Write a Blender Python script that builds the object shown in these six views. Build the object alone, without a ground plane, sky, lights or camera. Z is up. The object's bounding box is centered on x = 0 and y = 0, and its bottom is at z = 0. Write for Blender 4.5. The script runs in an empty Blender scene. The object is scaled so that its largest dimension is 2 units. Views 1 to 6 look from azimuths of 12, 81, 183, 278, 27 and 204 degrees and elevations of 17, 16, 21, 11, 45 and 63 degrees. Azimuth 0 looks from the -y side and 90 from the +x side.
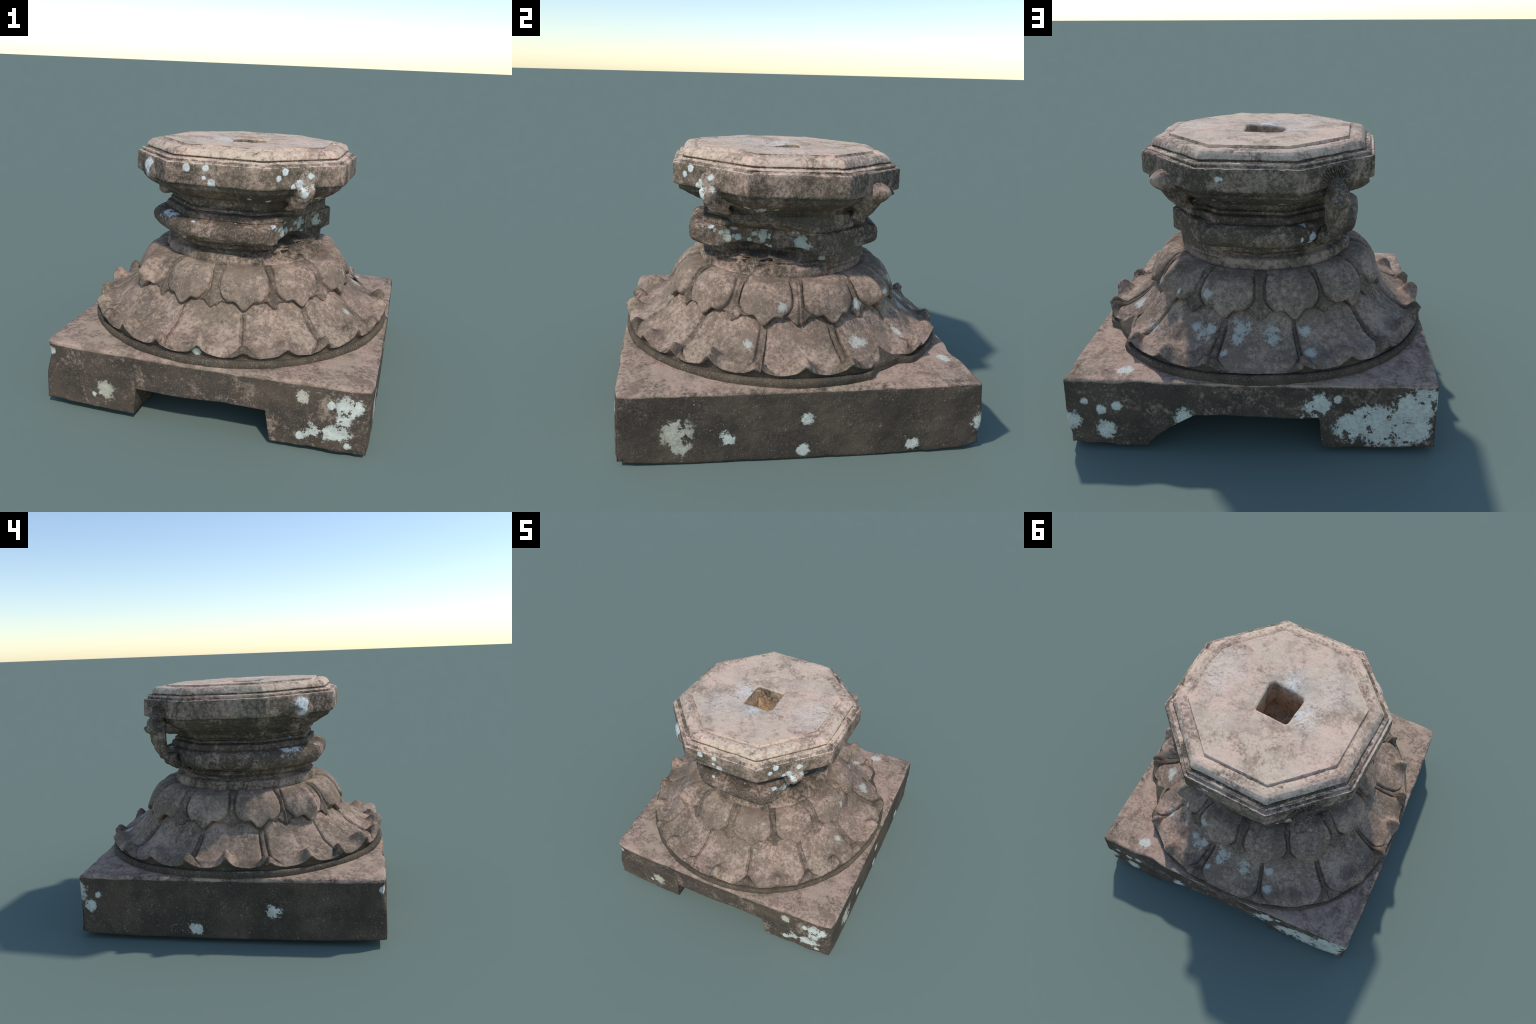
# Weathered sandstone pillar base: square plinth, two-tier lotus, collar, broken torus moulding,
# octagonal capital slab with a mortise socket and the remains of four animal brackets.
import bpy, bmesh, math, random
import numpy as np
from mathutils import Vector

random.seed(7)
TAU = 2 * math.pi

# ------------------------------------------------------------------ noise helpers
_rng = np.random.default_rng(11)
_perm = _rng.permutation(512)
_grad = _rng.normal(size=(512, 3))
_grad /= np.linalg.norm(_grad, axis=1)[:, None]


def perlin(p):
    """Gradient noise, roughly -1..1, for an (n,3) array."""
    i = np.floor(p).astype(int)
    f = p - i
    u = f * f * f * (f * (f * 6 - 15) + 10)

    def g(dx, dy, dz):
        h = _perm[(_perm[(_perm[(i[:, 0] + dx) & 511] + i[:, 1] + dy) & 511] + i[:, 2] + dz) & 511]
        return ((f - (dx, dy, dz)) * _grad[h]).sum(1)

    def mix(a, b, t):
        return a + (b - a) * t

    x0 = mix(mix(g(0, 0, 0), g(1, 0, 0), u[:, 0]), mix(g(0, 1, 0), g(1, 1, 0), u[:, 0]), u[:, 1])
    x1 = mix(mix(g(0, 0, 1), g(1, 0, 1), u[:, 0]), mix(g(0, 1, 1), g(1, 1, 1), u[:, 0]), u[:, 1])
    return mix(x0, x1, u[:, 2]) * 1.6


def fbm(p, scale, octaves=3, seed=0.0):
    p = np.asarray(p) * scale + seed * 17.31 + 100
    out, a, total = 0, 1.0, 0
    for _ in range(octaves):
        out = out + a * perlin(p)
        total += a
        a *= 0.5
        p = p * 2.03 + 5.7
    return out / total


def smooth(x, a, b):
    t = np.clip((x - a) / (b - a), 0, 1)
    return t * t * (3 - 2 * t)


def wrap(d):
    """Angle difference in degrees, -180..180."""
    return (d + 180) % 360 - 180


def resample(points, step):
    """Polyline -> evenly stepped polyline (2-D)."""
    p = np.array(points, float)
    out = [p[0]]
    for a, b in zip(p[:-1], p[1:]):
        n = max(1, int(round(np.linalg.norm(b - a) / step)))
        out += [a + (b - a) * k / n for k in range(1, n + 1)]
    return np.array(out)


# ------------------------------------------------------------------ materials
class Nodes:
    def __init__(self, name):
        self.mat = bpy.data.materials.new(name)
        self.mat.use_nodes = True
        self.t = self.mat.node_tree
        self.t.nodes.clear()
        self.out = self.t.nodes.new("ShaderNodeOutputMaterial")
        self.bsdf = self.t.nodes.new("ShaderNodeBsdfPrincipled")
        self.t.links.new(self.bsdf.outputs[0], self.out.inputs[0])
        self.co = self.t.nodes.new("ShaderNodeTexCoord").outputs["Object"]

    def link(self, a, b):
        self.t.links.new(a, b)

    def noise(self, scale, detail=4, rough=0.6, co=None, dist=0.0):
        n = self.t.nodes.new("ShaderNodeTexNoise")
        n.inputs["Scale"].default_value = scale
        n.inputs["Detail"].default_value = detail
        n.inputs["Roughness"].default_value = rough
        n.inputs["Distortion"].default_value = dist
        self.link(co or self.co, n.inputs["Vector"])
        return n

    def shift(self, x, y, z, sx=1, sy=1, sz=1):
        m = self.t.nodes.new("ShaderNodeMapping")
        m.inputs["Location"].default_value = (x, y, z)
        m.inputs["Scale"].default_value = (sx, sy, sz)
        self.link(self.co, m.inputs["Vector"])
        return m.outputs[0]

    def ramp(self, src, a, b, lo=0.0, hi=1.0):
        m = self.t.nodes.new("ShaderNodeMapRange")
        m.interpolation_type = "SMOOTHSTEP"
        m.inputs["From Min"].default_value = a
        m.inputs["From Max"].default_value = b
        m.inputs["To Min"].default_value = lo
        m.inputs["To Max"].default_value = hi
        self.link(src, m.inputs["Value"])
        return m.outputs[0]

    def math(self, op, a, b=None):
        m = self.t.nodes.new("ShaderNodeMath")
        m.operation = op
        for s, v in zip(m.inputs, (a, b)):
            if v is None:
                continue
            if isinstance(v, (int, float)):
                s.default_value = v
            else:
                self.link(v, s)
        return m.outputs[0]

    def mix(self, fac, a, b, blend="MIX"):
        m = self.t.nodes.new("ShaderNodeMix")
        m.data_type = "RGBA"
        m.blend_type = blend
        for s, v in ((m.inputs["Factor"], fac), (m.inputs[6], a), (m.inputs[7], b)):
            if isinstance(v, (int, float)):
                s.default_value = v
            elif isinstance(v, tuple):
                s.default_value = (*v, 1)
            else:
                self.link(v, s)
        return m.outputs[2]

    def distance(self, co, point):
        m = self.t.nodes.new("ShaderNodeVectorMath")
        m.operation = "DISTANCE"
        self.link(co, m.inputs[0])
        m.inputs[1].default_value = point
        return m.outputs["Value"]


PINK = (0.540, 0.362, 0.276)
TAN = (0.455, 0.342, 0.245)
BROWN = (0.222, 0.160, 0.113)
CRUST = (0.060, 0.050, 0.036)
LICHEN = (0.76, 0.765, 0.65)


def stone(name, crust=0.4, light=PINK, mid=TAN, dark=BROWN, black=CRUST, patches=(), specks=0.3,
          patch_colour=LICHEN, pale=0.0, top_crust=None, spots=0.0, eat=1.0, sides=0.0, lines=(), film_max=0.93, stained=0.0, alpha=0.95, points=0.42):
    """Sandstone: pink/tan body, brown stain, dark biological crust (share 0..1), lichen."""
    n = Nodes(name)
    big = n.noise(2.3, 5, 0.6).outputs["Fac"]
    mid_n = n.noise(12, 7, 0.75, n.shift(3, 1, 7)).outputs["Fac"]
    grain = n.noise(135, 4, 0.75).outputs["Fac"]
    grain2 = n.noise(46, 4, 0.75, n.shift(9, 4, 2)).outputs["Fac"]
    col = n.mix(n.ramp(big, 0.35, 0.65), light, mid)
    # grey-brown weathering film in clouds, its edge broken up by the grain
    stain = n.noise(5.0, 9, 0.74, n.shift(1, 8, 3), 0.3).outputs["Fac"]
    stain = n.math("ADD", stain, n.math("MULTIPLY", n.math("SUBTRACT", grain2, 0.5), 0.50))
    stain = n.math("ADD", stain, n.math("MULTIPLY", n.math("SUBTRACT", grain, 0.5), 0.25))
    col = n.mix(n.ramp(stain, 0.41 - stained, 0.63 - stained, 0.0, 0.80), col, n.mix(n.ramp(mid_n, 0.35, 0.65), dark, tuple(c * 0.72 for c in dark)))
    # dark crust, broken up by the grain so that it reads as a pitted film
    film = n.noise(6.0, 7, 0.72, n.shift(5, 2, 6), 0.4).outputs["Fac"]
    film = n.math("ADD", film, n.math("MULTIPLY", n.math("SUBTRACT", grain2, 0.5), 0.55))
    film = n.math("ADD", film, n.math("MULTIPLY", n.math("SUBTRACT", grain, 0.5), 0.28))
    cut = 0.80 - 0.62 * crust
    if top_crust is not None:  # (height, share above it): washed top surface of the plinth
        sep = n.t.nodes.new("ShaderNodeSeparateXYZ")
        n.link(n.co, sep.inputs[0])
        h = n.math("ADD", sep.outputs["Z"], n.math("MULTIPLY", n.math("SUBTRACT", grain2, 0.5), 0.03))
        film = n.math("SUBTRACT", film, n.ramp(h, top_crust[0] - 0.008, top_crust[0] + 0.006, 0.0, 0.62 * (crust - top_crust[1])))
    if sides or lines:
        sx = n.t.nodes.new("ShaderNodeSeparateXYZ")
        n.link(n.co, sx.inputs[0])
    if sides:  # thicker algae on two of the faces
        film = n.math("ADD", film, n.ramp(n.math("ABSOLUTE", sx.outputs["X"]), 0.92, 0.945, 0.0, sides))
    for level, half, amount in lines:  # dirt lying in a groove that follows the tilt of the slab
        lev = n.math("ADD", sx.outputs["Z"], n.math("MULTIPLY", sx.outputs["Y"], 0.02))
        lev = n.math("ABSOLUTE", n.math("SUBTRACT", lev, level))
        film = n.math("ADD", film, n.ramp(lev, half * 0.5, half * 1.6, amount, 0.0))
    mask = n.ramp(film, cut - 0.15, cut + 0.15, 0.0, film_max)
    tone = n.noise(3.3, 5, 0.65, n.shift(6, 6, 2)).outputs["Fac"]
    col = n.mix(mask, col, n.mix(n.ramp(tone, 0.40, 0.68), black, (black[0] * 2.1, black[1] * 1.9, black[2] * 1.75)))
    # pale bloom
    if pale:
        bloom = n.noise(5.5, 6, 0.7, n.shift(2, 9, 4), 0.8).outputs["Fac"]
        bloom = n.math("ADD", bloom, n.math("MULTIPLY", n.math("SUBTRACT", grain2, 0.5), 0.4))
        col = n.mix(n.ramp(bloom, 0.62 - 0.16 * pale, 0.82 - 0.16 * pale, 0.0, 0.7), col, (0.68, 0.54, 0.42))
    # grain: dark pits, and light mineral points that come in swarms
    col = n.mix(n.ramp(grain, 0.30, 0.48, 0.42, 0.0), col, tuple(c * 0.35 for c in dark))
    point = n.noise(150, 2, 0.6, n.shift(7, 2, 5)).outputs["Fac"]
    swarm = n.noise(9, 4, 0.7, n.shift(2, 5, 8)).outputs["Fac"]
    point = n.math("ADD", point, n.math("MULTIPLY", n.math("SUBTRACT", swarm, 0.5), 0.45))
    col = n.mix(n.ramp(point, 0.54, 0.70, 0.0, points), col, tuple(c * 0.92 for c in mid))
    # tiny grey lichen specks
    sp = n.noise(75, 3, 0.6, n.shift(4, 4, 9)).outputs["Fac"]
    area = n.noise(6, 3, 0.6, n.shift(8, 3, 1)).outputs["Fac"]
    sp = n.math("ADD", sp, n.math("MULTIPLY", area, 0.35))
    col = n.mix(n.ramp(sp, 0.90 - 0.13 * specks, 0.96 - 0.13 * specks, 0.0, 0.6), col, (0.42, 0.40, 0.35))
    # round lichen dots scattered by Voronoi cells
    if spots:
        v = n.t.nodes.new("ShaderNodeTexVoronoi")
        v.inputs["Scale"].default_value = 17
        wob = n.mix(0.035, n.co, n.noise(22, 3, 0.6).outputs["Color"], "ADD")
        n.link(wob, v.inputs["Vector"])
        dot = n.ramp(v.outputs["Distance"], 0.17, 0.24, 1.0, 0.0)
        sep2 = n.t.nodes.new("ShaderNodeSeparateColor")
        n.link(v.outputs["Color"], sep2.inputs[0])
        keep = n.ramp(sep2.outputs[0], 1 - spots, 1 - spots + 0.02)
        col = n.mix(n.math("MULTIPLY", n.math("MULTIPLY", dot, keep), 0.8), col, (0.42, 0.45, 0.39))
    height = n.math("ADD", n.math("MULTIPLY", grain, 0.5), grain2)
    # placed lichen patches with ragged edges; large ones are eaten away inside as well
    if patches:
        wob = n.mix(1.0, n.noise(24, 6, 0.8).outputs["Color"], (0.5, 0.5, 0.5), "SUBTRACT")
        for small, hue in [(a, h) for a in (True, False) for h in ("", "white", "cream")]:
            group = [p[:4] for p in patches if (p[3] < 0.03) == small and (p[4] if len(p) > 4 else "") == hue]
            tone_of = {"": patch_colour, "white": (0.84, 0.855, 0.85), "cream": (0.64, 0.59, 0.45)}[hue]
            if not group:
                continue
            co = n.mix(((0.075 if eat > 2 else 0.045 if eat > 1.2 else 0.028) if small else (0.14 if eat > 2 else 0.10)), n.co, n.mix(1.0, n.co, wob, "ADD"))
            best = None
            for x, y, z, r in group:
                d = n.math("DIVIDE", n.distance(co, (x, y, z)), r * (1.1 if small else 1.05))
                best = d if best is None else n.math("MINIMUM", best, d)
            eaten = n.math("ADD", best, n.math("MULTIPLY", n.math("SUBTRACT", grain2, 0.5), (0.6 if small else 1.3) * eat))
            eaten = n.math("ADD", eaten, n.math("MULTIPLY", n.math("SUBTRACT", grain, 0.5), 0.5 * eat))
            if not small:  # flakes fallen out of the larger crusts
                flake = n.noise(15, 5, 0.7, n.shift(5, 3, 8)).outputs["Fac"]
                eaten = n.math("ADD", eaten, n.ramp(flake, 0.50, 0.66, -0.12, 0.75))
            m = n.ramp(eaten, 0.92 - 0.12 * eat, 0.98 + 0.10 * eat, 1.0, 0.0)
            tint = n.mix(n.ramp(mid_n, 0.4, 0.65), tone_of, tuple(c * 0.78 for c in tone_of))
            tint = n.mix(n.ramp(grain2, 0.32, 0.55), n.mix(0.40, tint, dark), tint)
            col = n.mix(n.math("MULTIPLY", m, alpha), col, tint)
            height = n.math("ADD", height, n.math("MULTIPLY", m, 0.5))
    n.link(col, n.bsdf.inputs["Base Color"])
    n.bsdf.inputs["Roughness"].default_value = 0.93
    n.bsdf.inputs["Specular IOR Level"].default_value = 0.2
    b = n.t.nodes.new("ShaderNodeBump")
    b.inputs["Strength"].default_value = 0.55
    b.inputs["Distance"].default_value = 0.006
    n.link(height, b.inputs["Height"])
    n.link(b.outputs[0], n.bsdf.inputs["Normal"])
    return n.mat


PLINTH_LICHEN = [
    (-0.582, -0.95, 0.168, 0.046, "cream"), (0.569, -0.95, 0.319, 0.033, "cream"), (0.821, -0.95, 0.294, 0.06), (0.803, -0.95, 0.221, 0.036),
    (0.729, -0.95, 0.136, 0.047), (0.629, -0.95, 0.125, 0.043), (0.574, -0.95, 0.093, 0.026), (0.834, -0.95, 0.07, 0.018),
    (0.729, -0.95, 0.298, 0.023), (0.791, -0.95, 0.134, 0.042), (0.851, -0.95, 0.299, 0.036), (-0.652, -0.95, 0.126, 0.014),
    (-0.929, -0.95, 0.352, 0.017), (0.955, -0.669, 0.184, 0.074, "cream"), (0.955, -0.659, 0.116, 0.052, "cream"), (0.955, -0.42, 0.142, 0.035),
    (0.955, 0.002, 0.24, 0.03), (0.955, -0.018, 0.055, 0.031), (0.955, 0.592, 0.061, 0.032), (0.965, 0.954, 0.171, 0.049),
    (0.363, 0.945, 0.218, 0.065), (-0.332, 0.945, 0.287, 0.058), (-0.832, 0.945, 0.265, 0.105), (-0.887, 0.945, 0.308, 0.07),
    (-0.662, 0.945, 0.162, 0.11), (-0.566, 0.945, 0.202, 0.07), (-0.496, 0.945, 0.157, 0.072), (-0.783, 0.945, 0.137, 0.085),
    (-0.244, 0.945, 0.221, 0.035), (-0.854, 0.945, 0.139, 0.063), (0.886, 0.945, 0.282, 0.018), (0.718, 0.945, 0.258, 0.026),
    (0.796, 0.945, 0.235, 0.026), (0.774, 0.945, 0.127, 0.045), (0.94, 0.945, 0.172, 0.029), (-0.441, 0.945, 0.321, 0.022),
    (-0.945, 0.866, 0.214, 0.034), (-0.945, -0.282, 0.208, 0.041), (-0.945, 0.192, 0.093, 0.035), (-0.945, -0.933, 0.348, 0.025),
    (-0.945, 0.818, 0.288, 0.02), (0.681, 0.853, 0.41, 0.036)]
LOTUS_LICHEN = [
    (0.083, 0.796, 0.66, 0.042), (0.096, 0.794, 0.584, 0.033), (-0.1, 0.794, 0.62, 0.042), (-0.096, 0.794, 0.58, 0.029),
    (0.277, 0.75, 0.589, 0.036), (0.244, 0.762, 0.637, 0.027), (-0.269, 0.754, 0.618, 0.029), (0.157, 0.846, 0.517, 0.02),
    (-0.285, 0.811, 0.487, 0.029), (0.727, 0.334, 0.54, 0.036), (0.735, 0.315, 0.576, 0.046), (0.566, 0.566, 0.5, 0.036),
    (0.746, -0.288, 0.593, 0.025), (0.327, 0.73, 0.64, 0.027), (0.265, 0.637, 0.755, 0.027), (0.414, 0.552, 0.735, 0.02),
    (0.683, -0.097, 0.755, 0.026), (0.593, 0.353, 0.722, 0.028), (-0.544, 0.424, 0.715, 0.024), (-0.04, -0.929, 0.49, 0.026)]
BAND_LICHEN = [
    (-0.213, -0.619, 1.441, 0.022), (-0.092, -0.635, 1.446, 0.018), (-0.104, -0.635, 1.397, 0.012), (-0.058, -0.64, 1.366, 0.024),
    (0.33, -0.566, 1.445, 0.02), (0.295, -0.585, 1.413, 0.016), (0.347, -0.556, 1.454, 0.009), (0.379, -0.534, 1.358, 0.018),
    (0.184, 0.629, 1.393, 0.014), (0.16, 0.635, 1.39, 0.009), (-0.266, 0.599, 1.335, 0.016), (0.604, -0.253, 1.36, 0.016),
    (-0.51, -0.454, 1.405, 0.04), (-0.505, -0.456, 1.384, 0.034)]
TORUS_LICHEN = [
    (-0.416, -0.328, 1.132, 0.050, "white"), (-0.375, -0.384, 1.119, 0.044, "white"), (0.27, -0.456, 1.146, 0.021, "white"), (-0.206, -0.51, 1.092, 0.013, "white"),
    (0.143, 0.48, 1.122, 0.022, "white"), (0.04, 0.49, 1.121, 0.013), (-0.241, 0.472, 1.078, 0.022, "white"), (-0.285, 0.47, 1.044, 0.024, "white"),
    (-0.279, 0.47, 1.005, 0.023, "white"), (-0.242, 0.492, 0.995, 0.019, "white"), (-0.217, 0.504, 1.046, 0.012, "white"), (0.45, 0.054, 1.034, 0.05),
    (0.331, -0.319, 1.143, 0.016), (0.362, -0.283, 1.131, 0.018), (0.289, -0.358, 1.039, 0.025), (0.337, -0.313, 1.051, 0.021),
    (0.32, -0.33, 1.094, 0.017), (0.29, -0.39, 1.073, 0.014), (0.358, -0.288, 1.096, 0.017), (0.39, -0.151, 1.133, 0.024),
    (0.395, -0.168, 1.112, 0.028), (0.45, 0.187, 1.112, 0.024), (0.46, 0.161, 0.961, 0.021), (0.282, -0.364, 1.081, 0.014),
    (0.39, -0.184, 1.06, 0.03), (0.37, -0.262, 1.036, 0.013)]
COVE_LICHEN = [
    (0.389, -0.403, 1.257, 0.026), (0.43, -0.359, 1.256, 0.014), (0.488, -0.275, 1.251, 0.022), (0.521, -0.207, 1.251, 0.034),
    (0.53, -0.114, 1.256, 0.016), (0.504, 0.244, 1.249, 0.018), (0.232, -0.5, 1.264, 0.017), (0.135, -0.543, 1.3, 0.012),
    (-0.133, 0.53, 1.261, 0.02), (0.12, 0.53, 1.241, 0.014)]
SLAB_BLOOM = [
    (-0.165, -0.037, 1.53, 0.10), (-0.178, -0.115, 1.53, 0.07), (-0.273, -0.195, 1.54, 0.11), (-0.055, -0.173, 1.53, 0.09),
    (0.408, -0.094, 1.54, 0.11), (0.424, 0.024, 1.54, 0.07), (-0.237, 0.076, 1.54, 0.05),
    (-0.155, 0.0, 1.53, 0.06, "white"), (-0.035, -0.165, 1.53, 0.05, "white")]


def snap(patches, points):
    """Move lichen centres onto the built surface."""
    out = []
    for x, y, z, r, *hue in patches:
        q = points[np.argmin(((points - (x, y, z)) ** 2).sum(1))]
        out.append((float(q[0]), float(q[1]), float(q[2]), r, *hue))
    return out


PALE_PINK = (0.79, 0.545, 0.420)
PALE_TAN = (0.71, 0.555, 0.405)
M_ROLL = stone("moulding_stone", 0.26, stained=-0.02, dark=(0.29, 0.20, 0.145), light=PALE_PINK, mid=PALE_TAN, pale=0.25, specks=0.3, lines=((1.487, 0.005, 0.26), (1.466, 0.007, 0.16)))
M_COLLAR = stone("collar_stone", 0.45, specks=0.5)
M_SOCKET = stone("socket_stone", 0.35, light=(0.72, 0.48, 0.30), mid=(0.62, 0.44, 0.28), stained=-0.04)
M_BRACKET = stone("bracket_stone", 0.5, specks=0.6, spots=0.06)
M_STUMP = stone("stump_stone", 0.5, specks=0.6, patches=((-0.512, -0.452, 1.405, 0.05), (-0.505, -0.448, 1.38, 0.04)), patch_colour=(0.80, 0.82, 0.80))
M_MUZZLE = stone("muzzle_stone", 0.45, specks=0.8, patch_colour=(0.80, 0.81, 0.74), eat=1.6,
                 patches=((0.440, -0.525, 1.345, 0.032), (0.452, -0.522, 1.318, 0.026), (0.415, -0.520, 1.375, 0.024), (0.490, -0.465, 1.36, 0.018), (0.47, -0.47, 1.42, 0.02)))
M_MANE = stone("mane_stone", 0.55, specks=0.6)

# ------------------------------------------------------------------ object helpers
thing = bpy.data.objects.new("stone_pillar_base", None)
thing["label"] = "weathered sandstone pillar base with lotus petals on a square plinth"
thing["category"] = "column base"
bpy.context.scene.collection.objects.link(thing)


def add_object(name, mesh, parent, material, kind=None):
    ob = bpy.data.objects.new(name, mesh)
    bpy.context.scene.collection.objects.link(ob)
    ob.parent = parent
    mesh.materials.clear()
    mesh.materials.append(material)
    if kind:
        ob["kind"] = kind
    return ob


def vertex_normals(v, quads):
    a, b, c, d = (v[quads[:, k]] for k in range(4))
    fn = np.cross(c - a, d - b)
    n = np.zeros_like(v)
    for k in range(4):
        np.add.at(n, quads[:, k], fn)
    return n / np.maximum(np.linalg.norm(n, axis=1), 1e-12)[:, None]


def submesh(name, v, normals, quads):
    """Mesh from some quads of a larger surface, keeping the whole surface's normals."""
    used, inv = np.unique(quads, return_inverse=True)
    me = bpy.data.meshes.new(name)
    q = inv.reshape(-1, 4).astype(np.int32)
    me.vertices.add(len(used))
    me.vertices.foreach_set("co", v[used].astype(np.float32).ravel())
    me.loops.add(q.size)
    me.loops.foreach_set("vertex_index", q.ravel())
    me.polygons.add(len(q))
    me.polygons.foreach_set("loop_start", np.arange(0, q.size, 4, dtype=np.int32))
    me.update(calc_edges=True)
    me.validate()
    me.polygons.foreach_set("use_smooth", np.ones(len(me.polygons), bool))
    me.normals_split_custom_set_from_vertices(normals[used].astype(np.float32))
    return me


def ring_quads(rows, cols):
    r, c = np.meshgrid(np.arange(rows - 1), np.arange(cols), indexing="ij")
    c2 = (c + 1) % cols
    return np.stack([r * cols + c, (r + 1) * cols + c, (r + 1) * cols + c2, r * cols + c2], -1).reshape(-1, 4)


# ------------------------------------------------------------------ plinth
# corner positions of the square block (top and bottom), slightly out of square
TOP = {(1, -1): (0.938, -0.972, 0.408), (-1, -1): (-0.962, -0.940, 0.415), (1, 1): (0.988, 0.943, 0.404), (-1, 1): (-0.945, 0.938, 0.408)}
BOT = {(1, -1): (0.932, -0.986, 0.020), (-1, -1): (-0.973, -0.950, 0.044), (1, 1): (0.986, 0.986, 0.026), (-1, 1): (-0.954, 0.949, 0.034)}


def plinth_point(a, b, c):
    """a,b in -1..1 across, c in 0..1 up -> position in the block (trilinear, channel cut in the underside)."""
    wx, wy = (a + 1) / 2, (b + 1) / 2

    def corner(t):
        return (np.array(t[(-1, -1)]) * ((1 - wx) * (1 - wy))[:, None] + np.array(t[(1, -1)]) * (wx * (1 - wy))[:, None]
                + np.array(t[(-1, 1)]) * ((1 - wx) * wy)[:, None] + np.array(t[(1, 1)]) * (wx * wy)[:, None])

    top, bot = corner(TOP), corner(BOT)
    x = bot[:, 0]
    # the bottom sags a little between the corners
    low = (0.013 + 0.012 * (a > 0)) * np.clip(1 - np.abs(b) ** 4, 0, 1)
    bot[:, 2] = np.maximum(bot[:, 2] - low, 0.0)
    # channel running front to back; its far mouth is broken open on one side
    left = -0.395 + 0.045 * wy
    right = 0.385 - 0.07 * wy
    broken = 0.225 * smooth(b, -0.2, 0.5)
    inside = smooth(x, left - 0.012, left + 0.008) * (1 - smooth(x, right - 0.012, right + 0.016 + broken))
    slope = np.clip((right + 0.016 + broken - x) / (0.03 + broken), 0, 1) ** (1 - 0.35 * smooth(b, 0.0, 0.5))
    inside = np.minimum(inside * 0 + smooth(x, left - 0.012, left + 0.008), slope)
    roof = 0.206 + 0.014 * wy + 0.006 * np.sin(7 * a)
    bot[:, 2] = bot[:, 2] + (roof - bot[:, 2]) * inside
    p = bot + (top - bot) * c[:, None]
    # the faces are dressed slightly convex
    p[:, 0] += np.where(a > 0, 0.009, 0.018) * a * (1 - b**2) ** 0.8
    p[:, 1] += np.where(b > 0, 0.012, 0.020) * b * (1 - a**2) ** 0.8
    p[:, 2] += 0.010 * c * np.minimum((1 - a**2) * 2.5, 1) * np.minimum((1 - b**2) * 2.5, 1)
    return p


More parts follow.
